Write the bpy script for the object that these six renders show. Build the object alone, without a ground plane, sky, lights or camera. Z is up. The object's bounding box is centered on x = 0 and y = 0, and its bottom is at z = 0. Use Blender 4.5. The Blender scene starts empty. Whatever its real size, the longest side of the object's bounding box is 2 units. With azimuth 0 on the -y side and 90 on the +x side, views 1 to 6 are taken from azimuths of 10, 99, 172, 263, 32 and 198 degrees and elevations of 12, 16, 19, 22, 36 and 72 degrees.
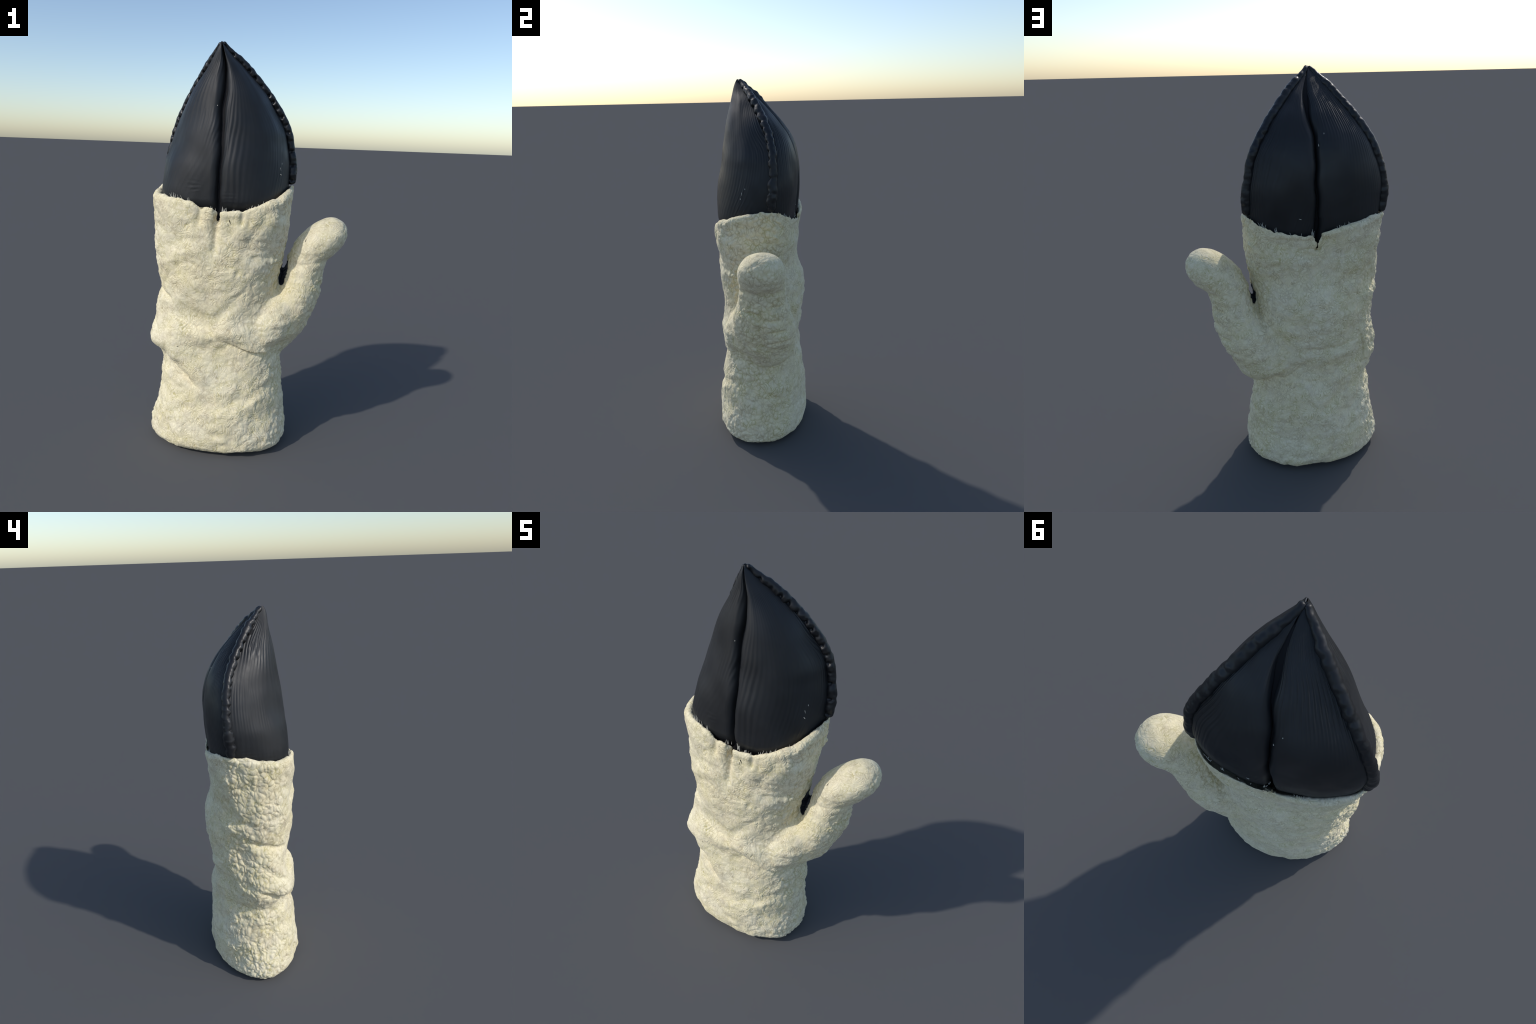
# A fleece mitten standing on its cuff, with a pointed black leather cover over
# the finger end, a free thumb and corded side seams.
import bpy, bmesh, math, random
import numpy as np
from mathutils import Vector
from mathutils.bvhtree import BVHTree

SEED = 7
rng = np.random.default_rng(SEED)

# ------------------------------------------------------------------ helpers
def curve(keys):
    """Smooth (Catmull-Rom / Hermite) interpolation through (z, value) keys."""
    k = np.array(sorted(keys), float)
    x, y = k[:, 0], k[:, 1]
    m = np.gradient(y, x)
    def f(q):
        q = np.clip(np.asarray(q, float), x[0], x[-1])
        i = np.clip(np.searchsorted(x, q) - 1, 0, len(x) - 2)
        h = x[i + 1] - x[i]
        t = (q - x[i]) / h
        t2, t3 = t * t, t * t * t
        return ((2*t3 - 3*t2 + 1) * y[i] + (t3 - 2*t2 + t) * h * m[i]
                + (-2*t3 + 3*t2) * y[i + 1] + (t3 - t2) * h * m[i + 1])
    return f

def smoothstep(a, b, x):
    t = np.clip((x - a) / (b - a), 0, 1)
    return t * t * (3 - 2 * t)

def _hash(ix, iy, iz, seed):
    h = (ix * 374761393 + iy * 668265263 + iz * 2147483647 + seed * 974711) & 0xFFFFFFFF
    h = ((h ^ (h >> 13)) * 1274126177) & 0xFFFFFFFF
    h = ((h ^ (h >> 15)) * 2246822519) & 0xFFFFFFFF
    return ((h ^ (h >> 16)) & 0xFFFFFF) / float(0xFFFFFF)

def vnoise(p, scale, seed=0):
    """Value noise in -1..1 at points p (N,3); scale may be a 3-vector."""
    q = np.asarray(p) * np.asarray(scale) + 100.37
    i = np.floor(q).astype(np.int64)
    f = q - i
    f = f * f * f * (f * (f * 6 - 15) + 10)
    r = 0
    for dx in (0, 1):
        wx = f[:, 0] if dx else 1 - f[:, 0]
        for dy in (0, 1):
            wy = f[:, 1] if dy else 1 - f[:, 1]
            for dz in (0, 1):
                wz = f[:, 2] if dz else 1 - f[:, 2]
                r = r + wx * wy * wz * _hash(i[:, 0] + dx, i[:, 1] + dy, i[:, 2] + dz, seed)
    return r * 2 - 1

def fbm(p, scale, seed=0, octaves=3):
    s, a, r = np.asarray(scale, float), 1.0, 0
    for o in range(octaves):
        r = r + a * vnoise(p, s, seed + 13 * o)
        s, a = s * 2.03, a * 0.5
    return r

def grid_faces(nu, nv, wrap):
    i, j = np.meshgrid(np.arange(nv - 1), np.arange(nu if wrap else nu - 1), indexing='ij')
    j2 = (j + 1) % nu
    return np.stack([i * nu + j, i * nu + j2, (i + 1) * nu + j2, (i + 1) * nu + j], -1).reshape(-1, 4)

def make_mesh(name, verts, faces):
    me = bpy.data.meshes.new(name)
    me.from_pydata(np.asarray(verts).tolist(), [], [list(map(int, f)) for f in faces])
    me.update()
    return me

def make_object(name, me, mat=None, parent=None, smooth=True):
    ob = bpy.data.objects.new(name, me)
    bpy.context.scene.collection.objects.link(ob)
    if mat:
        me.materials.clear()
        me.materials.append(mat)
    if smooth:
        me.polygons.foreach_set('use_smooth', np.ones(len(me.polygons), bool))
    if parent:
        ob.parent = parent
    return ob

def coords(me):
    a = np.empty(len(me.vertices) * 3, np.float32)
    me.vertices.foreach_get('co', a)
    return a.reshape(-1, 3).astype(float)

def vnormals(me):
    a = np.empty(len(me.vertices) * 3, np.float32)
    me.vertex_normals.foreach_get('vector', a)
    return a.reshape(-1, 3).astype(float)

def set_coords(me, co):
    me.vertices.foreach_set('co', np.asarray(co, np.float32).ravel())
    me.update()

def evaluated(ob):
    dg = bpy.context.evaluated_depsgraph_get()
    me = bpy.data.meshes.new_from_object(ob.evaluated_get(dg))
    return me

# ------------------------------------------------------------------ node helpers
class Nodes:
    def __init__(self, tree):
        self.t = tree
    def new(self, kind, **kw):
        n = self.t.nodes.new(kind)
        for k, v in kw.items():
            setattr(n, k, v)
        return n
    def put(self, sock, v):
        if v is None:
            return
        if isinstance(v, bpy.types.NodeSocket):
            self.t.links.new(v, sock)
        else:
            sock.default_value = v
    def math(self, op, a, b=None, c=None, clamp=False):
        n = self.new('ShaderNodeMath', operation=op, use_clamp=clamp)
        for s, v in zip(n.inputs, (a, b, c)):
            self.put(s, v)
        return n.outputs[0]
    def vmath(self, op, a, b=None, scale=None):
        n = self.new('ShaderNodeVectorMath', operation=op)
        self.put(n.inputs[0], a)
        if b is not None:
            self.put(n.inputs[1], b)
        if scale is not None:
            self.put(n.inputs['Scale'], scale)
        return n.outputs[1] if op in ('DOT_PRODUCT', 'LENGTH', 'DISTANCE') else n.outputs[0]
    def noise(self, vec, scale, detail=2.0, rough=0.5, distortion=0.0, color=False):
        n = self.new('ShaderNodeTexNoise')
        self.put(n.inputs['Vector'], vec)
        self.put(n.inputs['Scale'], scale)
        n.inputs['Detail'].default_value = detail
        n.inputs['Roughness'].default_value = rough
        n.inputs['Distortion'].default_value = distortion
        return n.outputs[1] if color else n.outputs[0]
    def voronoi(self, vec, scale, feature='F1'):
        n = self.new('ShaderNodeTexVoronoi', feature=feature)
        self.put(n.inputs['Vector'], vec)
        self.put(n.inputs['Scale'], scale)
        return n
    def step(self, x, a, b, lo=0.0, hi=1.0):
        n = self.new('ShaderNodeMapRange', interpolation_type='SMOOTHSTEP')
        self.put(n.inputs['Value'], x)
        n.inputs['From Min'].default_value = a
        n.inputs['From Max'].default_value = b
        n.inputs['To Min'].default_value = lo
        n.inputs['To Max'].default_value = hi
        return n.outputs[0]
    def mix(self, f, a, b, mode='MIX'):
        n = self.new('ShaderNodeMix', data_type='RGBA', blend_type=mode)
        self.put(n.inputs[0], f)
        self.put(n.inputs[6], a)
        self.put(n.inputs[7], b)
        return n.outputs[2]
    def fmix(self, f, a, b):
        n = self.new('ShaderNodeMix', data_type='FLOAT')
        self.put(n.inputs[0], f)
        self.put(n.inputs[2], a)
        self.put(n.inputs[3], b)
        return n.outputs[0]

def fleece_fields(N, P, nx):
    """Curled-pile relief shared by the geometry nodes and the shader.
    P position, nx = |normal.x| (the pile stands out more on the sides).
    Returns (height 0..1, crease 0..1)."""
    w1 = N.vmath('SUBTRACT', N.noise(P, 14.0, 1.0, color=True), (0.5, 0.5, 0.5))
    w2 = N.vmath('SUBTRACT', N.noise(P, 48.0, 1.0, color=True), (0.5, 0.5, 0.5))
    Q = N.vmath('ADD', P, N.vmath('SCALE', w1, scale=0.060))
    Q = N.vmath('ADD', Q, N.vmath('SCALE', w2, scale=0.013))
    Qs = N.vmath('MULTIPLY', Q, (1.0, 1.0, 0.75))
    side = N.step(nx, 0.54, 0.93)
    # plump curls
    big = N.voronoi(Qs, 44.0, 'DISTANCE_TO_EDGE').outputs['Distance']
    dome = N.math('DIVIDE', N.voronoi(Qs, 44.0).outputs['Distance'], 0.78)
    hb = N.math('SUBTRACT', 1.0, N.math('MULTIPLY', dome, dome), clamp=True)
    # flattened pile: short worm-like strands in whorls
    fp = N.noise(Q, 21.0, 1.0, 0.5)
    wave = N.math('SINE', N.math('MULTIPLY', fp, 72.0))
    strand = N.step(wave, -1.0, 0.2)
    fine = N.voronoi(Qs, 82.0, 'DISTANCE_TO_EDGE').outputs['Distance']
    dome2 = N.math('DIVIDE', N.voronoi(Qs, 82.0).outputs['Distance'], 0.78)
    hf = N.math('SUBTRACT', 1.0, N.math('MULTIPLY', dome2, dome2), clamp=True)
    pick = N.step(N.noise(P, 10.0, 1.0), 0.42, 0.58)
    flat = N.fmix(pick, strand, hf)
    h = N.fmix(side, N.math('ADD', N.math('MULTIPLY', flat, 0.45), N.math('MULTIPLY', hb, 0.55)),
               N.math('ADD', N.math('MULTIPLY', hf, 0.15), N.math('MULTIPLY', hb, 0.85)))
    cb = N.math('MAXIMUM', N.math('MULTIPLY', N.step(big, 0.0, 0.24, 1.0, 0.0), 0.55), N.step(big, 0.0, 0.075, 1.0, 0.0))
    cf = N.fmix(pick, N.step(wave, -1.0, -0.55, 1.0, 0.0), N.math('MAXIMUM', N.math('MULTIPLY', N.step(fine, 0.0, 0.22, 1.0, 0.0), 0.5), N.step(fine, 0.0, 0.09, 1.0, 0.0)))
    crease = N.fmix(side, N.math('MAXIMUM', cf, N.math('MULTIPLY', cb, 0.7)),
                    N.math('MAXIMUM', cb, N.math('MULTIPLY', cf, 0.5)))
    return h, crease, side

# ------------------------------------------------------------------ materials
def new_material(name):
    m = bpy.data.materials.new(name)
    m.use_nodes = True
    t = m.node_tree
    t.nodes.clear()
    N = Nodes(t)
    out = N.new('ShaderNodeOutputMaterial')
    bsdf = N.new('ShaderNodeBsdfPrincipled')
    t.links.new(bsdf.outputs[0], out.inputs[0])
    return m, N, bsdf

def fleece_material():
    m, N, b = new_material('cream_fleece')
    P = N.new('ShaderNodeTexCoord').outputs['Object']
    geo = N.new('ShaderNodeNewGeometry')
    nsep = N.new('ShaderNodeSeparateXYZ')
    N.put(nsep.inputs[0], geo.outputs['Normal'])
    nx = N.math('ABSOLUTE', nsep.outputs[0])
    h, crease, side = fleece_fields(N, P, nx)
    # large patches of cleaner / yellower pile
    patch = N.step(N.noise(P, 5.0, 3.0), 0.38, 0.66)
    col = N.mix(patch, (0.83, 0.735, 0.49, 1), (0.86, 0.78, 0.56, 1))
    col = N.mix(N.step(N.noise(P, 30.0, 2.0), 0.42, 0.7, 0.0, 0.30), col, (0.71, 0.625, 0.50, 1))
    # creases between the curls: olive and ochre
    tint = N.mix(N.step(N.noise(P, 9.0, 2.0), 0.4, 0.6), (0.43, 0.37, 0.13, 1), (0.40, 0.32, 0.18, 1))
    crease = N.math('MULTIPLY', crease, N.fmix(side, 0.9, 1.15), clamp=True)
    amount = N.math('MULTIPLY', crease, N.step(N.noise(P, 24.0, 2.0), 0.32, 0.64, 0.22, 0.80))
    col = N.mix(amount, col, tint)
    # tiny dark specks of lint
    sp = N.voronoi(P, 42.0).outputs['Distance']
    rnd = N.step(N.noise(P, 11.0, 1.0), 0.58, 0.66)
    col = N.mix(N.math('MULTIPLY', N.step(sp, 0.05, 0.09, 1.0, 0.0), rnd), col, (0.12, 0.10, 0.07, 1))
    # black patch with a ragged edge in the crotch of the thumb
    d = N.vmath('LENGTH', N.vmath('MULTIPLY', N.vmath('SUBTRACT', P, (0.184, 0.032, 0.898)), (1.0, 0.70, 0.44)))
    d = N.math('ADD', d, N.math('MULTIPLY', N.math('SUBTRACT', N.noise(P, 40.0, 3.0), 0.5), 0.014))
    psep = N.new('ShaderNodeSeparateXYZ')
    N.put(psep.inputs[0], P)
    black_patch = N.math('MULTIPLY', N.step(d, 0.037, 0.040, 1.0, 0.0), N.step(psep.outputs[1], -0.022, -0.016))
    col = N.mix(black_patch, col, (0.006, 0.007, 0.010, 1))
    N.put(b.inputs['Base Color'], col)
    b.inputs['Roughness'].default_value = 0.85
    b.inputs['Specular IOR Level'].default_value = 0.25
    b.inputs['Sheen Weight'].default_value = 0.12
    b.inputs['Sheen Roughness'].default_value = 0.5
    fib = N.noise(P, 260.0, 2.0, 0.6)
    hh = N.math('ADD', N.math('MULTIPLY', h, 0.8), N.math('MULTIPLY', fib, 0.2))
    bump = N.new('ShaderNodeBump')
    bump.inputs['Strength'].default_value = 0.42
    bump.inputs['Distance'].default_value = 0.003
    N.put(bump.inputs['Height'], hh)
    N.put(b.inputs['Normal'], bump.outputs[0])
    return m

def leather_material(name, base, rough):
    m, N, b = new_material(name)
    P = N.new('ShaderNodeTexCoord').outputs['Object']
    col = N.mix(N.step(N.noise(P, 6.0, 4.0), 0.35, 0.7), base,
                tuple(c * 1.5 for c in base[:3]) + (1,))
    # pale scuffs, elongated up the panel
    S = N.vmath('MULTIPLY', P, (1.0, 1.0, 0.35))
    sc = N.voronoi(S, 34.0).outputs['Distance']
    rnd = N.step(N.noise(P, 12.0, 2.0), 0.62, 0.68)
    scuff = N.math('MULTIPLY', N.step(sc, 0.05, 0.085, 1.0, 0.0), rnd)
    col = N.mix(N.math('MULTIPLY', scuff, 0.35), col, (0.16, 0.17, 0.18, 1))
    N.put(b.inputs['Base Color'], col)
    N.put(b.inputs['Roughness'], N.step(N.noise(P, 9.0, 3.0), 0.3, 0.7, rough - 0.06, rough + 0.08))
    b.inputs['Specular IOR Level'].default_value = 0.38
    grain = N.noise(P, 190.0, 3.0, 0.6)
    drawn = N.noise(N.vmath('MULTIPLY', P, (1.0, 1.0, 0.10)), 130.0, 2.0, 0.55)
    grain = N.math('ADD', grain, N.math('MULTIPLY', drawn, N.step(N.noise(P, 5.0, 2.0), 0.4, 0.65, 0.3, 1.6)))
    bump = N.new('ShaderNodeBump')
    bump.inputs['Strength'].default_value = 0.14
    bump.inputs['Distance'].default_value = 0.002
    N.put(bump.inputs['Height'], grain)
    N.put(b.inputs['Normal'], bump.outputs[0])
    return m

def plain_material(name, c, rough):
    m, N, b = new_material(name)
    P = N.new('ShaderNodeTexCoord').outputs['Object']
    N.put(b.inputs['Base Color'], N.mix(N.noise(P, 40.0, 2.0), c, tuple(v * 0.7 for v in c[:3]) + (1,)))
    b.inputs['Roughness'].default_value = rough
    return m

FLEECE = fleece_material()
LEATHER = leather_material('black_leather', (0.0125, 0.0134, 0.0150, 1), 0.48)
CORD = leather_material('black_cord_leather', (0.011, 0.0115, 0.013, 1), 0.40)
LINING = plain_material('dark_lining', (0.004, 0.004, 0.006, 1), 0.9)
LINT = plain_material('pale_lint', (0.62, 0.60, 0.52, 1), 0.9)

# ------------------------------------------------------------------ profiles of the fleece hand
X_LEFT = curve([(0, -.497), (.05, -.506), (.12, -.497), (.235, -.466), (.33, -.450), (.40, -.444),
                (.445, -.432), (.506, -.468), (.558, -.480), (.63, -.470), (.70, -.462), (.784, -.446),
                (.877, -.452), (.95, -.462), (1.055, -.474), (1.16, -.474), (1.25, -.482), (1.36, -.484)])
X_RIGHT = curve([(0, .220), (.05, .233), (.10, .232), (.18, .218), (.28, .208), (.38, .198), (.46, .193),
                 (.60, .185), (.75, .172), (.87, .172), (1.0, .188), (1.15, .205), (1.25, .210), (1.36, .220)])
Y_FRONT = curve([(0, -.236), (.05, -.250), (.15, -.247), (.25, -.237), (.35, -.226), (.45, -.212),
                 (.55, -.206), (.65, -.206), (.75, -.203), (.85, -.211), (.95, -.222), (1.05, -.224),
                 (1.15, -.222), (1.25, -.224), (1.36, -.232)])
Y_BACK = curve([(0, .243), (.05, .256), (.10, .260), (.175, .257), (.27, .247), (.39, .236), (.45, .236),
                (.53, .222), (.58, .214), (.66, .226), (.74, .240), (.84, .250), (.90, .246), (.95, .236),
                (1.04, .216), (1.13, .220), (1.2, .224), (1.3, .236), (1.36, .244)])
SECTION_POWER = 2.2
BACK_LEFT_TAPER = curve([(0, .044), (.2, .036), (.32, .030), (.45, .058), (.56, .078), (.68, .064), (.8, .040), (1.0, .038), (1.1, .028), (1.2, .030), (1.27, .022), (1.36, .0)])
FRONT_SLIT_X, BACK_SLIT_X = -0.108, -0.118

def section(t, z, inset=0.0):
    xl, xr = X_LEFT(z) + .006 + inset, X_RIGHT(z) - .007 - inset
    yf, yb = Y_FRONT(z) + inset, Y_BACK(z) - inset
    c, s = np.cos(t), np.sin(t)
    e = 2.0 / (SECTION_POWER + .55 * smoothstep(1.0, 1.25, z))
    x = (xl + xr) / 2 + (xr - xl) / 2 * np.sign(c) * np.abs(c) ** e
    y = (yf + yb) / 2 + (yb - yf) / 2 * np.sign(s) * np.abs(s) ** e
    # the left flank leans in behind
    x = x + 1.4 * BACK_LEFT_TAPER(z) * np.maximum(s, 0) ** .8 * np.maximum(-c, 0) ** .8
    return x, y

SEAM_Y = curve([(1.10, .10), (1.30, .108), (1.40, .117), (1.50, .125), (1.55, .125), (1.60, .122), (1.65, .116),
                (1.70, .102), (1.75, .082), (1.80, .056), (1.85, .025), (1.90, -.010), (1.95, -.052), (1.985, -.084), (2.0, -.097)])
SEAM_R = curve([(1.10, .165), (1.30, .186), (1.40, .190), (1.45, .189), (1.50, .183), (1.55, .174), (1.60, .164),
                (1.65, .144), (1.70, .116), (1.75, .084), (1.80, .047), (1.85, .005), (1.90, -.039), (1.95, -.094), (1.985, -.126), (2.0, -.134)])
SEAM_L = curve([(1.10, -.42), (1.30, -.438), (1.40, -.448), (1.45, -.450), (1.50, -.443), (1.55, -.431), (1.60, -.416),
                (1.65, -.395), (1.70, -.369), (1.75, -.336), (1.80, -.299), (1.85, -.259), (1.90, -.217), (1.95, -.172), (1.985, -.143), (2.0, -.134)])
LEATHER_FRONT = curve([(1.10, -.195), (1.20, -.207), (1.30, -.215), (1.43, -.214), (1.50, -.207), (1.59, -.193), (1.68, -.177),
                       (1.77, -.161), (1.85, -.144), (1.92, -.128), (1.98, -.110), (2.0, -.099)])
LEATHER_BACK = curve([(1.10, .18), (1.25, .205), (1.37, .225), (1.45, .231), (1.52, .228), (1.60, .214), (1.67, .193),
                      (1.735, .160), (1.81, .107), (1.87, .050), (1.92, -.008), (1.98, -.070), (2.0, -.094)])
SLIT_X = curve([(1.1, -.112), (1.3, -.110), (1.6, -.107), (1.8, -.108), (1.9, -.112), (1.96, -.124), (2.0, -.134)])
SLIT_XB = curve([(1.1, -.118), (1.35, -.121), (1.5, -.119), (1.65, -.114), (1.8, -.103), (1.88, -.104), (1.95, -.118), (2.0, -.134)])

LEFT_SWELL = .028

def leather_power(z, front):
    """Roundness of a panel's cross-section: flatter and squarer towards the rim."""
    return FRONT_POWER(z) if front else 1.95 + 0 * z
FRONT_POWER = curve([(1.1, 3.0), (1.3, 2.75), (1.4, 2.35), (1.5, 2.1), (1.65, 2.05), (1.8, 2.2), (2.0, 2.3)])

def leather_section(t, z0=1.31):
    """Outline of the leather cover near the rim, in the direction of section(t)."""
    pts = []
    for front in (True, False):
        n = leather_power(np.array([z0]), front)[0]
        xs = float((SLIT_X if front else SLIT_XB)(z0))
        ys = float(SEAM_Y(z0))
        ym = float((LEATHER_FRONT if front else LEATHER_BACK)(z0))
        for xe in (float(SEAM_L(z0)), float(SEAM_R(z0))):
            a = np.linspace(0, math.pi / 2, 200)
            swell = LEFT_SWELL * .97 * np.sin(2 * a) if (front and xe < xs) else 0
            pts.append(np.stack([xs + (xe - xs) * np.cos(a) ** (2 / n) - swell, ys + (ym - ys) * np.sin(a) ** (2 / n)], -1))
    pts = np.concatenate(pts) - (-.12, .02)
    ang, rad = np.arctan2(pts[:, 1], pts[:, 0]), np.hypot(pts[:, 0], pts[:, 1])
    o = np.argsort(ang)
    x, y = section(t, np.full_like(t, z0))
    q = np.arctan2(y - .02, x + .12)
    r = np.interp(q, ang[o], rad[o], period=2 * math.pi)
    return -.12 + r * np.cos(q), .02 + r * np.sin(q)

def rim_height(t):
    """Height of the ragged upper edge of the fleece round the leather cover."""
    x, y = section(t, np.full_like(t, 1.3))
    xf = curve([(-.52, 1.315), (-.46, 1.303), (-.34, 1.300), (-.27, 1.288), (-.23, 1.274), (-.164, 1.260),
                (-.11, 1.248), (-.036, 1.247), (.037, 1.257), (.10, 1.280), (.17, 1.306), (.23, 1.345)])(x)
    xb = curve([(-.52, 1.350), (-.40, 1.342), (-.32, 1.328), (-.237, 1.312), (-.17, 1.297), (-.11, 1.288),
                (-.03, 1.284), (.05, 1.299), (.125, 1.326), (.18, 1.356), (.23, 1.362)])(x)
    w = smoothstep(-.12, .12, y)
    z = xf * (1 - w) + xb * w - .005
    # notches where the slits of the cover run down into the fleece
    z = z - np.where(y < 0, .098 * np.exp(-np.abs((x - FRONT_SLIT_X) / .0075) ** 2), 0)
    z = z - np.where(y > 0, .122 * np.exp(-np.abs((x - BACK_SLIT_X) / .0095) ** 2), 0)
    return z

def build_hand():
    nu = 420
    t = np.linspace(0, 2 * math.pi, nu, endpoint=False)
    # finer columns near the slits
    zr = rim_height(t)
    p = np.stack([np.cos(t), np.sin(t), np.zeros(nu)], -1)
    zr = zr + 0.006 * fbm(p, 9.0, 3) + 0.004 * vnoise(p, 34.0, 5)
    rows = []
    def row(z, inset):
        x, y = section(t, z, inset)
        rows.append(np.stack([x, y, np.broadcast_to(z, x.shape)], -1))
    lift = 0.006 * (1 + vnoise(p, 2.2, 8))
    for inset, z in ((.20, .012), (.12, .008), (.06, .003), (.030, .002), (.012, .012), (.003, .026)):
        row(np.full(nu, z) + lift * 0.8, inset)
    # the edge rolls over and lies against the leather
    lx, ly = leather_section(t)
    gap = .020 * np.exp(-((lx - .10) / .07) ** 2) * (ly > .05)
    cx, cy = -.12, .02
    r_ = np.hypot(lx - cx, ly - cy)
    r_skin = r_ + gap + .006
    for s in np.linspace(0, 1, 120):
        z = .045 + (zr - .030 - .045) * s
        row(z, 0.0)
        # never thinner than the cover it wraps
        x, y = rows[-1][:, 0], rows[-1][:, 1]
        r0 = np.hypot(x - cx, y - cy)
        k = 1 + np.maximum(r_skin / r0 - 1, 0) * smoothstep(1.10, 1.24, z)
        rows[-1][:, 0], rows[-1][:, 1] = cx + (x - cx) * k, cy + (y - cy) * k
    sx, sy = section(t, zr)
    k = np.maximum(r_skin / np.hypot(sx - cx, sy - cy), 1)
    sx, sy = cx + (sx - cx) * k, cy + (sy - cy) * k
    lx, ly = cx + (lx - cx) * (1 + (gap + .002) / r_), cy + (ly - cy) * (1 + (gap + .002) / r_)
    notch = (ly < 0) * np.exp(-((lx - FRONT_SLIT_X) / .011) ** 2) + (ly > 0) * np.exp(-((lx - BACK_SLIT_X) / .012) ** 2)
    k_ = 1 - .055 * notch / r_
    lx, ly = cx + (lx - cx) * k_, cy + (ly - cy) * k_
    def rim_row(dz, w, inner=0.0):
        x, y = sx, sy
        k = 1 - inner / r_
        rows.append(np.stack([x * (1 - w) + (cx + (lx - cx) * k) * w, y * (1 - w) + (cy + (ly - cy) * k) * w, zr + dz], -1))
    for dz, w in ((-.022, .03), (-.015, .10), (-.009, .22), (-.004, .38), (-.001, .56), (0, .74), (-.002, .92)):
        rim_row(dz, w)
    for dz, inn in ((-.010, .004), (-.03, .008), (-.07, .012), (-.12, .02), (-.15, .08)):
        rim_row(dz, 1.0, inn)
    V = np.concatenate(rows)
    F = grid_faces(nu, len(rows), True)
    nv = len(rows)
    V = np.concatenate([V, [rows[0].mean(0)], [rows[-1].mean(0)]])
    caps = [(nv * nu, (j + 1) % nu, j) for j in range(nu)]
    top = (nv - 1) * nu
    caps += [(nv * nu + 1, top + j, top + (j + 1) % nu) for j in range(nu)]
    return V, [list(f) for f in F] + caps

# thumb: centre line (x, z), depth centre y, half width in the xz plane, half depth in y
THUMB = np.array([
    (-.02, .560, .035, .060, .090),
    (.070, .585, .055, .120, .140),
    (.140, .640, .066, .137, .163),
    (.208, .730, .072, .128, .168),
    (.252, .812, .074, .110, .152),
    (.275, .912, .074, .101, .127),
    (.294, .985, .076, .098, .120),
    (.320, 1.036, .080, .093, .118),
    (.368, 1.086, .088, .093, .119)])

def build_thumb():
    n = 64
    s = np.linspace(0, len(THUMB) - 1, 60)
    cols = [curve(list(zip(range(len(THUMB)), THUMB[:, i]))) for i in range(5)]
    C = np.stack([c(s) for c in cols], -1)
    cap = []
    last, prev = C[-1], C[-6]
    dirv = np.array([last[0] - prev[0], last[1] - prev[1]])
    dirv /= np.linalg.norm(dirv)
    dirv = np.array([.76, .65])
    for a in np.linspace(0, math.pi / 2, 16)[1:]:
        r = max(math.cos(a), .03) ** 0.82
        L = .130 * math.sin(a)
        cap.append((last[0] + dirv[0] * L, last[1] + dirv[1] * L, last[2] + .015 * math.sin(a), last[3] * r, last[4] * r))
    C = np.concatenate([C, cap])
    T = np.gradient(C[:, :2], axis=0)
    T /= np.linalg.norm(T, axis=1, keepdims=True)
    T[60:] = dirv
    for k in range(3):
        T[1:-1] = (T[:-2] + T[1:-1] + T[2:]) / 3
    T /= np.linalg.norm(T, axis=1, keepdims=True)
    t = np.linspace(0, 2 * math.pi, n, endpoint=False)
    e = 2 / 2.05
    ct = np.sign(np.cos(t)) * np.abs(np.cos(t)) ** e
    st = np.sign(np.sin(t)) * np.abs(np.sin(t)) ** e
    rows = []
    for (x, z, y, a, b), (tx, tz) in zip(C, T):
        rows.append(np.stack([x + tz * a * ct, y + b * st, z - tx * a * ct], -1))
    V = np.concatenate(rows)
    F = grid_faces(n, len(rows), True)
    nv = len(rows)
    V = np.concatenate([V, [rows[0].mean(0)], [rows[-1].mean(0)]])
    caps = [(nv * n, (j + 1) % n, j) for j in range(n)]
    caps += [(nv * n + 1, (nv - 1) * n + j, (nv - 1) * n + (j + 1) % n) for j in range(n)]
    return V, [list(f) for f in F] + caps

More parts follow.
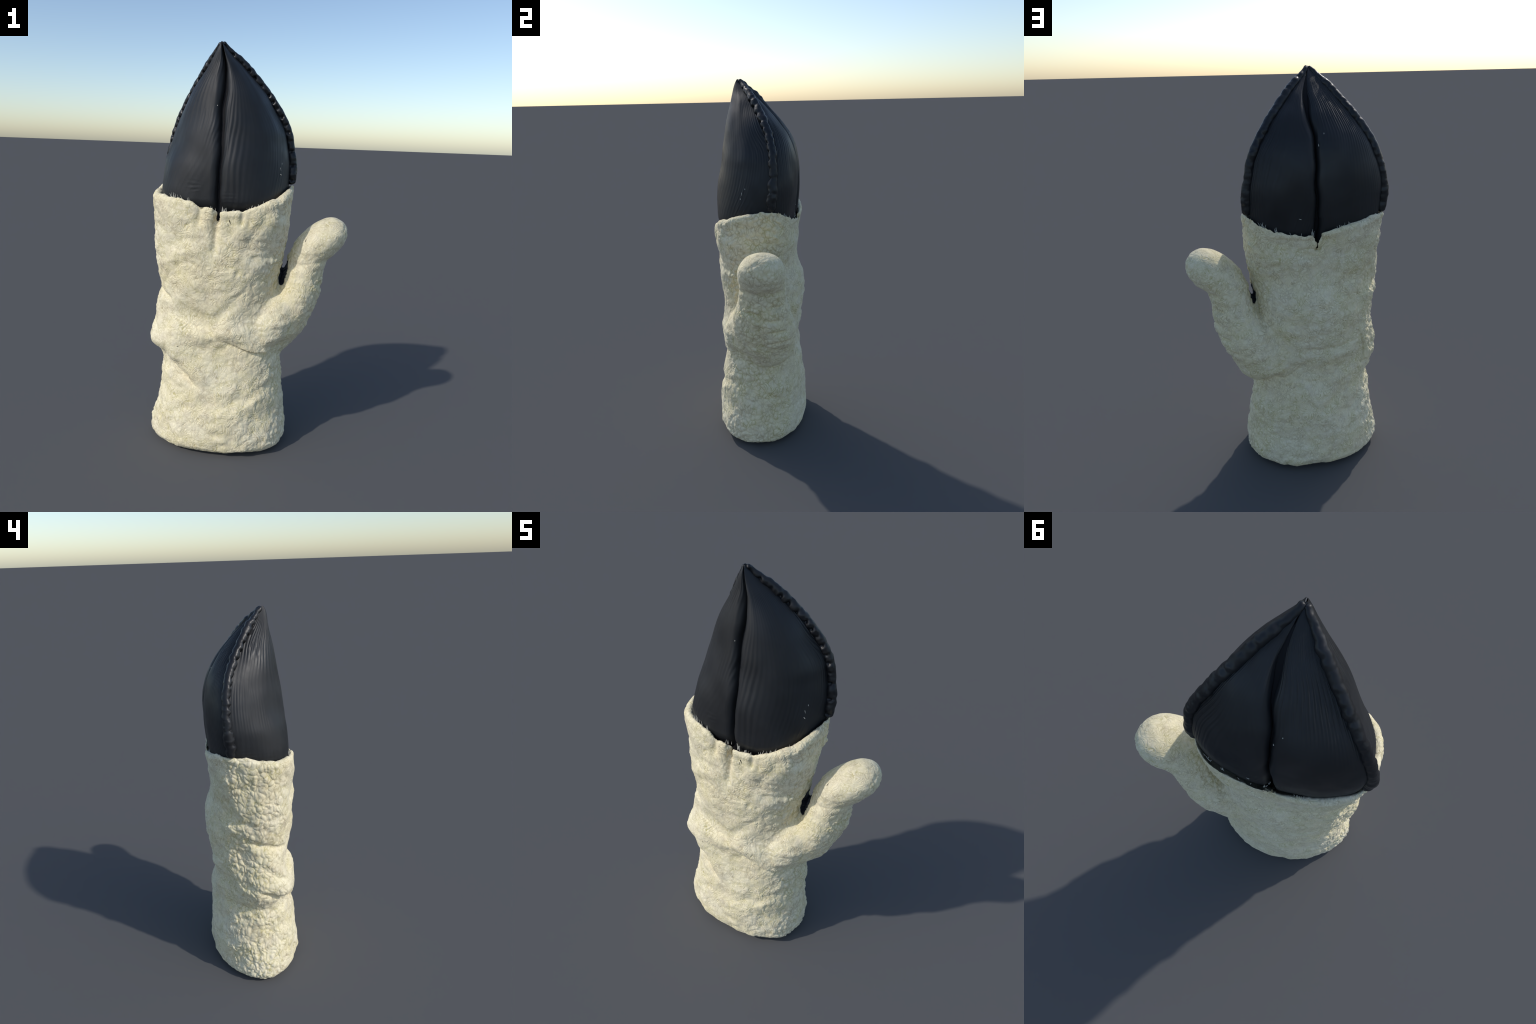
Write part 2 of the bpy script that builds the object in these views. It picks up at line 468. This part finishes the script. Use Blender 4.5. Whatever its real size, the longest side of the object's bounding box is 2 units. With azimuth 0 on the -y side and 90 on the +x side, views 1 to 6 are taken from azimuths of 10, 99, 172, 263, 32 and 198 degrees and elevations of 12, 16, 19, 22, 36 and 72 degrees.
# ------------------------------------------------------------------ folds
# each fold: (points in space, groove depth, groove width, lip above, lip below, lip width)
FOLDS = [
    # front: shelf across the palm, then the wrist crease under the thumb root
    ([(-.37, -.19, .71), (-.30, -.21, .682), (-.243, -.21, .664), (-.17, -.21, .658), (-.10, -.21, .625)], .016, .020, -.012, .018, .05),
    ([(-.15, -.21, .645), (-.06, -.21, .60), (.031, -.20, .565), (.10, -.19, .548), (.15, -.16, .545), (.21, -.08, .55)], .011, .025, .019, -.005, .055),
    # left: deep overlapping fold round the edge of the hand
    ([(-.48, .04, .59), (-.475, -.02, .575), (-.455, -.08, .535), (-.41, -.13, .505), (-.374, -.17, .492), (-.332, -.185, .460),
      (-.274, -.20, .412), (-.20, -.21, .362), (-.12, -.215, .325)], .016, .016, .022, -.003, .060),
    ([(-.28, .225, .80), (-.365, .193, .736), (-.41, .16, .62), (-.426, .143, .556), (-.46, .081, .531), (-.468, -.007, .504)], .020, .016, .014, .006, .05),
    ([(-.33, .21, .94), (-.401, .155, .95), (-.444, .088, .965), (-.458, .02, .978)], .016, .015, .004, .014, .04),
    ([(-.445, .07, .862), (-.444, -.035, .838), (-.404, -.117, .80), (-.34, -.165, .78)], .015, .013, .008, .013, .035),
    ([(-.489, .015, .44), (-.492, .012, .36), (-.50, .01, .24), (-.51, .008, .12), (-.51, .005, .0)], .007, .010, 0, 0, .03),
    ([(-.468, .01, .77), (-.46, -.03, .72), (-.435, -.10, .645), (-.39, -.16, .60)], .009, .014, .009, -.002, .04),
    # back of the hand
    ([(-.02, .22, .715), (-.12, .225, .684), (-.198, .23, .688), (-.289, .218, .696), (-.38, .165, .705)], .011, .020, -.002, .012, .05),
    ([(.19, -.007, .436), (.18, .10, .475), (.12, .182, .525), (.047, .205, .539), (-.038, .221, .598), (-.13, .23, .645)], .013, .016, .013, -.002, .05),
    ([(-.12, .236, .33), (-.149, .236, .35), (-.226, .236, .415), (-.295, .217, .438), (-.39, .165, .455)], .009, .018, .007, .004, .045),
    # small folds on the cuff and the palm
    ([(.05, -.205, .335), (.086, -.192, .346), (.148, -.144, .363), (.19, -.06, .384)], .008, .022, .002, .008, .05),
    ([(-.10, -.226, .262), (-.073, -.226, .269), (.036, -.209, .314), (.13, -.165, .335)], .004, .024, .006, .001, .05),
    ([(-.113, -.205, .665), (-.065, -.205, .751), (-.006, -.205, .819), (.07, -.205, .87)], .006, .022, .001, .005, .04),
    ([(-.01, -.20, .66), (.008, -.20, .679), (.126, -.19, .778), (.175, -.14, .86)], .003, .020, .001, .003, .04),
    # pleats gathered under the rim
    ([(-.110, -.22, 1.36), (-.113, -.222, 1.2), (-.119, -.222, 1.10), (-.118, -.22, 1.02)], .011, .013, 0, 0, .03),
    ([(.017, -.222, 1.38), (.012, -.222, 1.24), (.000, -.222, 1.15)], .014, .011, 0, 0, .03),
    ([(.065, -.215, 1.36), (.055, -.222, 1.25), (.030, -.222, 1.12)], .019, .013, 0, 0, .03),
    ([(.15, -.19, 1.26), (.12, -.21, 1.20), (.07, -.22, 1.13), (.02, -.22, 1.02)], .017, .022, .004, .006, .05),
    ([(-.20, -.22, 1.36), (-.19, -.22, 1.25), (-.20, -.22, 1.15)], .014, .015, 0, 0, .03),
    # thumb: seam down the outer face and the flexing creases beside it
    ([(.42, .085, .95), (.40, .085, .92), (.368, .08, .844), (.350, .078, .77), (.329, .075, .69), (.28, .07, .60)], .008, .011, 0, 0, .03),
    ([(.375, .07, .905), (.385, .102, .906), (.356, .159, .904), (.31, .19, .91)], .006, .010, .003, .003, .024),
    ([(.363, .077, .834), (.365, .135, .833), (.33, .19, .83)], .010, .010, .004, .004, .022),
    ([(.345, .08, .77), (.341, .155, .761), (.29, .21, .76)], .011, .010, .004, .005, .024),
    ([(.36, .09, .865), (.365, .03, .87), (.33, -.02, .88)], .008, .010, .004, .004, .022),
    ([(.329, .075, .69), (.304, .175, .697), (.25, .22, .70)], .009, .010, .004, .004, .022),
]
BULGES = [((-.42, -.13, .575), .055, .016), ((.214, .06, 1.285), .016, .012), ((-.30, -.19, .60), .07, .006)]

def fold_displacement(co, no):
    d = np.zeros(len(co))
    for pts, depth, w, up, dn, lw in FOLDS:
        P = np.array(pts, float)
        k = np.arange(len(P))
        q = np.linspace(0, len(P) - 1, 8 * (len(P) - 1) + 1)
        P = np.stack([curve(list(zip(k, P[:, i])))(q) for i in range(3)], -1)
        sel = np.where(np.all((co > P.min(0) - .2) & (co < P.max(0) + .2), 1))[0]
        q, nq = co[sel], no[sel]
        best = np.full(len(sel), 9.0)
        sg = np.zeros(len(sel))
        along = np.zeros(len(sel))
        for k in range(len(P) - 1):
            ab = P[k + 1] - P[k]
            h = np.clip(((q - P[k]) @ ab) / (ab @ ab), 0, 1)
            v = q - (P[k] + h[:, None] * ab)
            dist = np.linalg.norm(v, axis=1)
            m = dist < best
            best[m] = dist[m]
            # "up" inside the surface, across the fold
            acr = np.cross(np.broadcast_to(ab / np.linalg.norm(ab), nq.shape), nq)
            acr *= np.where(acr[:, 2:3] < 0, -1, 1)
            sg[m] = np.sign(np.einsum('ij,ij->i', v, acr))[m]
            along[m] = ((k + h) / (len(P) - 1))[m]
        fade = smoothstep(0, .24, along) * smoothstep(0, .24, 1 - along)
        s = best * sg
        g = -depth * np.exp(-(s / w) ** 2)
        g += up * np.where(s > 0, (s / lw) * np.exp(.5 - .5 * (s / lw) ** 2), 0)
        g += dn * np.where(s < 0, (-s / lw) * np.exp(.5 - .5 * (s / lw) ** 2), 0)
        d[sel] += g * fade
    for c, r, a in BULGES:
        d += a * np.exp(-(np.linalg.norm(co - c, axis=1) / r) ** 2)
    return d

def add_mod_nodes_relief(ob, amp_face, amp_side):
    """Geometry-nodes modifier: push the vertices out by the curled-pile relief."""
    g = bpy.data.node_groups.new('fleece_relief', 'GeometryNodeTree')
    g.interface.new_socket('Geometry', in_out='INPUT', socket_type='NodeSocketGeometry')
    g.interface.new_socket('Geometry', in_out='OUTPUT', socket_type='NodeSocketGeometry')
    N = Nodes(g)
    gi, go = N.new('NodeGroupInput'), N.new('NodeGroupOutput')
    pos = N.new('GeometryNodeInputPosition').outputs[0]
    nor = N.new('GeometryNodeInputNormal').outputs[0]
    sep = N.new('ShaderNodeSeparateXYZ')
    N.put(sep.inputs[0], nor)
    h, crease, side = fleece_fields(N, pos, N.math('ABSOLUTE', sep.outputs[0]))
    amp = N.fmix(side, amp_face, amp_side)
    amp = N.math('MULTIPLY', amp, N.step(sep.outputs[1], 0.1, 0.6, 1.0, 1.6))   # nap is rougher on the back
    calm = N.step(N.noise(pos, 6.0, 1.0), 0.35, 0.62, 0.45, 1.15)
    amp = N.math('MULTIPLY', amp, calm)
    tip = N.vmath('LENGTH', N.vmath('SUBTRACT', pos, (0.37, 0.07, 1.10)))
    amp = N.math('MULTIPLY', amp, N.step(tip, 0.08, 0.20, 0.4, 1.0))   # smooth thumb tip
    off = N.math('MULTIPLY', N.math('SUBTRACT', h, 0.6), amp)
    sp = N.new('GeometryNodeSetPosition')
    N.put(sp.inputs['Geometry'], gi.outputs[0])
    N.put(sp.inputs['Offset'], N.vmath('SCALE', nor, scale=off))
    g.links.new(sp.outputs[0], go.inputs[0])
    md = ob.modifiers.new('relief', 'NODES')
    md.node_group = g

def build_thumb_root():
    """Fleshy mound that carries the thumb over into the palm."""
    bm = bmesh.new()
    bmesh.ops.create_uvsphere(bm, u_segments=48, v_segments=32, radius=1.0)
    tilt = math.radians(28)
    V = []
    for v in bm.verts:
        x, y, z = v.co.x * .125, v.co.y * .156, v.co.z * .165
        V.append((.128 + x * math.cos(tilt) + z * math.sin(tilt), -.008 + y, .672 - x * math.sin(tilt) + z * math.cos(tilt)))
    F = [[v.index for v in f.verts] for f in bm.faces]
    bm.free()
    return np.array(V), F

def build_fleece(root):
    V1, F1 = build_hand()
    V2, F2 = build_thumb()
    off = len(V1)
    V3, F3 = build_thumb_root()
    off3 = off + len(V2)
    me = make_mesh('hand', np.concatenate([V1, V2, V3]),
                   F1 + [[i + off for i in f] for f in F2] + [[i + off3 for i in f] for f in F3])
    ob = make_object('hand', me)
    md = ob.modifiers.new('r', 'REMESH')
    md.mode = 'VOXEL'
    md.voxel_size = 0.0052
    sm = ob.modifiers.new('s', 'SMOOTH')
    sm.factor, sm.iterations = 0.5, 6
    me2 = evaluated(ob)
    ob.modifiers.clear()
    ob.data = me2
    # blend the thumb root into the palm: extra smoothing near the junction only
    co, no = coords(me2), vnormals(me2)
    ed = np.empty(len(me2.edges) * 2, np.int32)
    me2.edges.foreach_get('vertices', ed)
    ed = ed.reshape(-1, 2)
    deg = np.bincount(ed.ravel(), minlength=len(co)).astype(float)[:, None]
    def laplace(x):
        acc = np.zeros_like(x)
        for k in range(x.shape[1]):
            acc[:, k] = np.bincount(ed[:, 0], x[ed[:, 1], k], len(co)) + np.bincount(ed[:, 1], x[ed[:, 0], k], len(co))
        return acc / deg
    j = np.exp(-(np.linalg.norm((co - (.14, .06, .61)) * (1, .55, .75), axis=1) / .165) ** 4)[:, None]
    for _ in range(110):
        co = co + 0.5 * j * (laplace(co) - co)
    set_coords(me2, co)
    co, no = coords(me2), vnormals(me2)
    # ---- soft folds and lumps
    body = smoothstep(1.33, 1.22, co[:, 2])
    side = np.abs(no[:, 0])
    warp = co + 0.05 * np.stack([vnoise(co, 5.0, 21), vnoise(co, 5.0, 22), vnoise(co, 5.0, 23)], -1)
    d = 0.0100 * vnoise(warp, (6, 6, 7), 31)
    d += 0.0058 * vnoise(warp, (11, 11, 15), 32)
    d += 0.0040 * vnoise(warp, (22, 22, 30), 33)
    d += (0.0006 + .0020 * side) * vnoise(co, (52, 52, 44), 34)
    d *= 0.25 + 0.75 * body
    d *= 1 - .6 * np.exp(-(np.linalg.norm(co - (.38, .08, 1.10), axis=1) / .17) ** 4)
    d += fold_displacement(co, no)
    # valley running down from the front slit, and gathered pleats beside it
    front = smoothstep(0, -.10, co[:, 1])
    back = smoothstep(0, .10, co[:, 1])
    fall = smoothstep(.98, 1.22, co[:, 2])
    d -= .012 * front * fall * smoothstep(1.26, 1.18, co[:, 2]) * np.exp(-((co[:, 0] + .112) / .022) ** 2)
    d -= .008 * back * fall * smoothstep(1.28, 1.20, co[:, 2]) * np.exp(-((co[:, 0] + .118) / .020) ** 2)
    pl = np.cos((co[:, 0] + .35 * (co[:, 2] - 1.2)) * 2 * math.pi / .085 + 1.1)
    d += .002 * pl * front * smoothstep(1.08, 1.20, co[:, 2]) * smoothstep(-.09, -.03, co[:, 0]) * smoothstep(.21, .13, co[:, 0])
    co = co + no * d[:, None]
    # outer side stays above the ground
    co[:, 2] = np.maximum(co[:, 2], 0.002 + 0.25 * np.minimum(co[:, 2], 0))
    set_coords(me2, co)
    # ---- fine curls
    ss = ob.modifiers.new('sub', 'SUBSURF')
    ss.levels = ss.render_levels = 1
    add_mod_nodes_relief(ob, 0.0022, 0.0074)
    me3 = evaluated(ob)
    bpy.data.objects.remove(ob)
    co = coords(me3)
    co[:, 2] = np.maximum(co[:, 2], 0.0)
    set_coords(me3, co)
    no = vnormals(me3)
    # ---- cut into cuff, palm and thumb along matching borders
    nf = len(me3.polygons)
    lv = np.empty(len(me3.loops), np.int32)
    me3.loops.foreach_get('vertex_index', lv)
    lt = np.empty(nf, np.int32)
    me3.polygons.foreach_get('loop_total', lt)
    assert (lt == 4).all()
    Q = lv.reshape(-1, 4)
    c = co[Q].mean(1)
    # thumb: right of a line from the crotch down to the wrist
    line = .172 + .0 * c[:, 2]
    thumb = (c[:, 2] > .47) & (c[:, 2] < 1.28) & (c[:, 0] > np.where(c[:, 2] < .845, .185 - (.845 - c[:, 2]) * .15, .178 + (c[:, 2] - .845) * .42))
    cuff = (c[:, 2] < .42) & ~thumb
    palm = ~thumb & ~cuff
    for name, sel in (('cuff', cuff), ('palm', palm), ('thumb', thumb)):
        q = Q[sel]
        ids, inv = np.unique(q, return_inverse=True)
        m = make_mesh(name, co[ids], inv.reshape(-1, 4))
        o = make_object(name, m, FLEECE, root)
        m.normals_split_custom_set_from_vertices(no[ids].tolist())
    bpy.data.meshes.remove(me3)

# ------------------------------------------------------------------ leather cover
def leather_panel(name, front, right, root, seed):
    nz, nu, nr = 300, 170, 14
    # rows crowd towards the tip
    z = 1.12 + (1.994 - 1.12) * (1 - (1 - np.linspace(0, 1, nz)) ** 1.25)
    xs = (SLIT_X if front else SLIT_XB)(z)
    xs = xs + (.002 if front else .0035) * (np.sin(z * 21 + 1) + .6 * np.sin(z * 47)) * smoothstep(1.97, 1.85, z)
    # the cover narrows where it is tucked into the fleece
    tuck = .82 + .18 * smoothstep(1.17, 1.30, z)
    xe = (SEAM_R if right else SEAM_L)(z)
    xe = xs + (xe - np.sign(xe - xs) * .010 * smoothstep(1.99, 1.9, z) - xs) * tuck
    ys = SEAM_Y(z)
    ym = ys + ((LEATHER_FRONT if front else LEATHER_BACK)(z) - ys) * (.86 + .14 * smoothstep(1.16, 1.29, z))
    a = np.linspace(0, math.pi / 2, nu)
    a = a - .10 * np.sin(2 * a)
    n = leather_power(z, front)[:, None]
    X = np.zeros((nz, nu + nr)); Y = np.zeros((nz, nu + nr))
    X[:, :nu] = xs[:, None] + (xe - xs)[:, None] * np.cos(a) ** (2 / n)
    Y[:, :nu] = ys[:, None] + (ym - ys)[:, None] * np.sin(a) ** (2 / n)
    if front and not right:      # this corner swells out over the rim
        X[:, :nu] -= LEFT_SWELL * np.sin(2 * a) * (smoothstep(1.15, 1.28, z) * smoothstep(1.56, 1.27, z))[:, None]
    size = np.abs(xe - xs)[:, None]
    out = -1.0 if front else 1.0
    # lobe edge rolls in at the slit
    dist = np.abs(X[:, :nu] - xs[:, None])
    r = np.minimum(.044 if front else .036, .32 * size)
    inw = np.clip((r - dist) / r, 0, 1)
    depth = .62 * r * (1 - np.sqrt(np.maximum(1 - inw ** 2, 0)))
    # broad hollow beside the slit; each lobe swells differently
    depth = depth + np.minimum(.016, .08 * size) * np.exp(-dist / (.012 * np.minimum(1, size / .15)))
    hol = (.012 if (front and not right) else .005) * np.exp(-(dist / (.40 * size + 1e-6)) ** 2) * smoothstep(.02, .10, size)
    Y[:, :nu] -= out * (depth + hol)
    # roll-in wall down into the slit
    gap = (.0030 if front else np.where(z[:, None] < 1.35, .006, .003))
    sgn = 1 if right else -1
    open_top = .006 * np.exp(-((z - 1.86) / .06) ** 2) if not front else .002 * np.ones_like(z)
    X[:, :nu] += sgn * np.minimum(gap, size * .1) * inw + sgn * (open_top[:, None]) * inw
    k = np.linspace(0, 1, nr + 1)[1:]
    X[:, nu:] = X[:, nu - 1:nu]
    Y[:, nu:] = Y[:, nu - 1:nu] - out * k[None, :] * np.minimum(.08, .9 * np.abs(ym - ys)[:, None])
    Z = np.repeat(z[:, None], nu + nr, 1)
    P = np.stack([X, Y, Z], -1)
    # surface normals of the sheet, pointing outwards
    du = np.gradient(P, axis=1); dv = np.gradient(P, axis=0)
    Nn = np.cross(du, dv)
    Nn /= np.linalg.norm(Nn, axis=2, keepdims=True) + 1e-9
    flip = np.sign((Nn[:, :nu, 1] * out).mean())
    Nn *= flip
    f = P.reshape(-1, 3)
    ua = np.concatenate([a, np.full(nr, math.pi / 2)]) / (math.pi / 2)
    U = np.repeat(ua[None, :], nz, 0).reshape(-1)
    zz = f[:, 2]
    # drawn creases: fine ridges that run up the panel, fanning out of the tip
    wob = .16 * vnoise(f, (4, 4, 3), seed) + .012 * vnoise(f, (12, 12, 7), seed + 1)
    lean = (.34 if right == front else -.34) * (zz - 1.5) * U
    ph = (U + wob + lean) * 2 * math.pi
    m1 = (.18 + .82 * smoothstep(-.10, .55, vnoise(f, (6, 6, 3.2), seed + 2))) * smoothstep(1.20, 1.34, zz)
    m2 = smoothstep(.05, .6, vnoise(f, (8, 8, 3.5), seed + 3))
    rid = .00085 * m1 * np.sin(ph * 21 + 4.5 * vnoise(f, (10, 10, 3), seed + 9)) + .0006 * m2 * np.sin(ph * 33 + 1)
    top = smoothstep(1.48, 1.84, zz) * smoothstep(1.985, 1.90, zz)
    rid += .0016 * top * vnoise(np.stack([(U + wob) * 9, zz * 2.2, zz * 0], -1), 1.0, seed + 4)
    lump = .0052 * fbm(f, (6, 6, 4), seed + 5, 2) + .0016 * vnoise(f, (15, 15, 7), seed + 8)
    low = .0007 * smoothstep(1.40, 1.28, zz) * np.sin(zz * 2 * math.pi / .017 + 6 * vnoise(f, 9, seed + 6)) * smoothstep(.1, .6, vnoise(f, 7, seed + 7))
    low *= 1.6 * smoothstep(-.18, -.24, f[:, 0]) if (front and not right) else .35
    edge = smoothstep(0, .06, U)
    dd = (rid + lump + low) * edge * np.minimum(1, np.repeat(size, nu + nr, 1).reshape(-1) / .08)
    dd[(U >= 1)] *= .3
    f = f + Nn.reshape(-1, 3) * dd[:, None]
    F = grid_faces(nu + nr, nz, False)
    if flip < 0:
        F = F[:, ::-1]
    me = make_mesh(name, f, F)
    ob = make_object(name, me, LEATHER, root)
    return ob

def seam_cord(name, right, root, seed):
    """Corded seam: lumpy piping squeezed at every stitch."""
    nz, n = 520, 40
    s = np.linspace(0, 1, nz)
    z = 1.352 + (1.992 - 1.352) * s
    if not right:
        z = 1.335 + (1.990 - 1.335) * s
    x = (SEAM_R if right else SEAM_L)(z)
    y = SEAM_Y(z)
    C = np.stack([x, y, z], -1)
    # step along arc length
    L = np.concatenate([[0], np.cumsum(np.linalg.norm(np.diff(C, axis=0), axis=1))])
    q = np.linspace(0, L[-1], nz)
    C = np.stack([np.interp(q, L, C[:, k]) for k in range(3)], -1)
    T = np.gradient(C, axis=0)
    for _ in range(4):
        T[1:-1] = (T[:-2] + T[1:-1] * 2 + T[2:]) / 4
    T /= np.linalg.norm(T, axis=1, keepdims=True)
    out = np.tile(np.array([1.0 if right else -1.0, .18, .25]), (nz, 1))
    out -= (out * T).sum(1, keepdims=True) * T
    out /= np.linalg.norm(out, axis=1, keepdims=True)
    lat = np.cross(T, out)
    lat *= np.where(lat[:, 1:2] > 0, -1, 1)          # towards the front
    # stitch spacing varies a little
    r = np.random.default_rng(seed)
    pos, marks = 0.02, []
    while pos < q[-1]:
        marks.append(pos)
        pos += (.038 + .020 * r.random()) * (1.0 if pos > .14 else 1.35)
    marks = np.array(marks)
    size = .5 + .9 * r.random(len(marks))
    base = .0218 * (.54 + .48 * smoothstep(0, .16, q[-1] - q))
    base = base * np.sqrt(np.clip(1 - (1 - np.clip(q / .018, 0, 1)) ** 2, .02, 1))
    base = base * np.sqrt(np.clip(1 - (1 - np.clip((q[-1] - q) / .010, 0, 1)) ** 2, .02, 1))
    fat = np.where(q < .16, 1.0 + .22 * np.sin(np.clip(q / .16, 0, 1) * math.pi), 1.0)
    t = np.linspace(0, 2 * math.pi, n, endpoint=False)
    co_, si_ = np.cos(t), np.sin(t)
    dm = q[:, None] - marks[None, :]
    pinch = (size * np.exp(-(dm / .0085) ** 2)).sum(1)
    pinch2 = (size[::-1] * np.exp(-((dm + .017) / .010) ** 2)).sum(1)
    P = np.zeros((nz, n, 3))
    sway = .0012 * np.sin(q * 2 * math.pi / .097 + seed) + .0012 * np.sin(q * 2 * math.pi / .041)
    for k in range(n):
        # stitch pits sit on the front-inner flank, softer waves on the back
        ang = (t[k] + math.pi) % (2 * math.pi) - math.pi
        pit = math.exp(-((ang - 1.55) / .68) ** 2)
        soft = math.exp(-((ang + 1.6) / .8) ** 2)
        crest = max(0.0, co_[k])
        rad = base * fat * (1 - .56 * pinch * pit - .12 * pinch2 * soft - .05 * pinch * crest)
        P[:, k] = C + out * ((rad * co_[k]) * .95 - .0002)[:, None] + lat * (rad * si_[k] + sway)[:, None]
    f = P.reshape(-1, 3)
    rad = f - np.repeat(C, n, 0)
    f = f + rad / (np.linalg.norm(rad, axis=1, keepdims=True) + 1e-9) * (.0016 * vnoise(f, 42, seed) + .0006 * vnoise(f, 110, seed + 1))[:, None]
    F = [list(q_) for q_ in grid_faces(n, nz, True)] + [list(range(n))[::-1], [(nz - 1) * n + k for k in range(n)]]
    me = make_mesh(name, f, F)
    ob = make_object(name, me, CORD, root)
    bm = bmesh.new(); bm.from_mesh(me)
    bmesh.ops.recalc_face_normals(bm, faces=bm.faces[:])
    bm.to_mesh(me); bm.free()
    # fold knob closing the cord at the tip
    return ob

def lining(root):
    """Dark inner lining, seen only through the slits and at the rim."""
    n, nz = 96, 60
    t = np.linspace(0, 2 * math.pi, n, endpoint=False)
    rows = []
    for z in np.linspace(1.06, 1.95, nz):
        xl, xr, ys = SEAM_L(z), SEAM_R(z), SEAM_Y(z)
        yf, yb = LEATHER_FRONT(z), LEATHER_BACK(z)
        xm = SLIT_X(z)
        c, s = np.cos(t), np.sin(t)
        k = .92 if z < 1.9 else .92 - (z - 1.9) * 6
        x = xm + np.where(c > 0, xr - xm, xm - xl) * c * k
        y = ys + np.where(s > 0, np.maximum(yb - ys - .045, .01), np.maximum(ys - yf - .045, .01)) * s
        rows.append(np.stack([x, y, np.full(n, z)], -1))
    V = np.concatenate(rows)
    F = [list(f) for f in grid_faces(n, nz, True)] + [list(range(n))[::-1], [(nz - 1) * n + k for k in range(n)]]
    make_object('lining', make_mesh('lining', V, F), LINING, root)

def lint(root):
    """Loose threads along the rim and a few pale flecks on the leather."""
    r = random.Random(SEED)
    V, F = [], []
    def thread(p, d, length, rad, bend):
        n, m = 6, 6
        p, d = Vector(p), Vector(d).normalized()
        side = d.orthogonal().normalized()
        up = d.cross(side)
        b0 = len(V)
        for i in range(m + 1):
            s = i / m
            c = p + d * length * s + Vector(bend) * length * s * s
            rr = rad * (1 - .8 * s * s) if i < m else rad * .15
            for k in range(n):
                a = 2 * math.pi * k / n
                V.append(tuple(c + side * math.cos(a) * rr + up * math.sin(a) * rr))
        for i in range(m):
            for k in range(n):
                F.append([b0 + i*n + k, b0 + i*n + (k+1) % n, b0 + (i+1)*n + (k+1) % n, b0 + (i+1)*n + k])
        F.append([b0 + m*n + k for k in range(n)])
    dg = bpy.context.evaluated_depsgraph_get()
    trees = [BVHTree.FromObject(o, dg) for o in root.children if o.name.startswith('leather_panel')]
    def on_leather(x, z, front):
        o = -1 if front else 1
        hits = [t.ray_cast(Vector((x, o * .6, z)), Vector((0, -o, 0)))[0] for t in trees]
        ys = [h.y for h in hits if h is not None]
        return (min(ys) if front else max(ys)) if ys else o * .2
    def rim_group(x0, x1, front, count, lmin, lmax):
        for _ in range(count):
            x = r.uniform(x0, x1)
            t = np.linspace(0, 2 * math.pi, 720)
            X, Y = section(t, np.full(720, 1.3))
            sel = np.where((Y < 0) if front else (Y > 0))[0]
            k = sel[np.argmin(np.abs(X[sel] - x))]
            z = float(rim_height(t[k:k+1])[0])
            y = on_leather(x, z + .01, front)
            o = -1 if front else 1
            thread((x, y + o * .004, z - .012), (r.uniform(-.35, .35), -o * .10, 1), r.uniform(lmin, lmax), r.uniform(.0011, .0018),
                   (r.uniform(-.2, .2), 0, 0))
    rim_group(-.345, -.28, True, 9, .018, .030)
    rim_group(-.26, -.24, True, 3, .02, .032)
    rim_group(-.10, -.065, True, 9, .015, .030)
    rim_group(.03, .16, True, 20, .016, .032)
    rim_group(-.20, .15, True, 16, .012, .02)
    rim_group(.05, .13, False, 6, .016, .028)
    rim_group(-.11, -.08, False, 7, .016, .028)
    rim_group(-.28, -.20, False, 9, .014, .024)
    rim_group(-.40, .16, False, 10, .012, .02)
    # flecks
    def fleck(x, z, front, length, d):
        y = on_leather(x, z, front) + (-.0005 if front else .0005)
        thread((x, y, z), d, length, .0016, (0, 0, 0))
    for x, z, front, L, d in ((-.134, 1.708, True, .005, (0, .02, 1)), (.150, 1.44, True, .016, (.25, .1, -1)),
                              (.152, 1.41, True, .010, (.7, .1, -.5)), (.155, 1.455, True, .008, (0, 0, 1)),
                              (-.155, 1.71, False, .007, (0, -.05, 1)), (-.045, 1.345, False, .012, (1, 0, .3)),
                              (-.13, 1.66, False, .012, (.1, 0, 1))):
        fleck(x, z, front, L, d)
    ob = make_object('loose_thread', make_mesh('loose_thread', V, F), LINT, root)
    ob['kind'] = 'stuff'
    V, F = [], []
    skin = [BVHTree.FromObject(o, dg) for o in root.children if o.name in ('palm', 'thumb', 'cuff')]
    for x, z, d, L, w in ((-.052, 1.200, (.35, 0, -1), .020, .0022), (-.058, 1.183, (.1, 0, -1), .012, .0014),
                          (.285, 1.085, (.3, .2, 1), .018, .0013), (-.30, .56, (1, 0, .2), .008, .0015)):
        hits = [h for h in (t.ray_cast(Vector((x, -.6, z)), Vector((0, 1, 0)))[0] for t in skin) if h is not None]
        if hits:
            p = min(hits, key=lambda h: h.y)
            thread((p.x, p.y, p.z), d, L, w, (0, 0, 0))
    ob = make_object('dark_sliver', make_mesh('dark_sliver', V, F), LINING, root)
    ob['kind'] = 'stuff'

# ------------------------------------------------------------------ build
root = bpy.data.objects.new('mitten', None)
bpy.context.scene.collection.objects.link(root)
root['label'] = 'cream fleece mitten with pointed black leather finger cover'
root['category'] = 'mitten'

build_fleece(root)
for k, (front, right) in enumerate(((True, True), (True, False), (False, True), (False, False))):
    leather_panel('leather_panel', front, right, root, 40 + 17 * k)
seam_cord('seam_cord', True, root, 5)
seam_cord('seam_cord', False, root, 11)
lining(root)
lint(root)
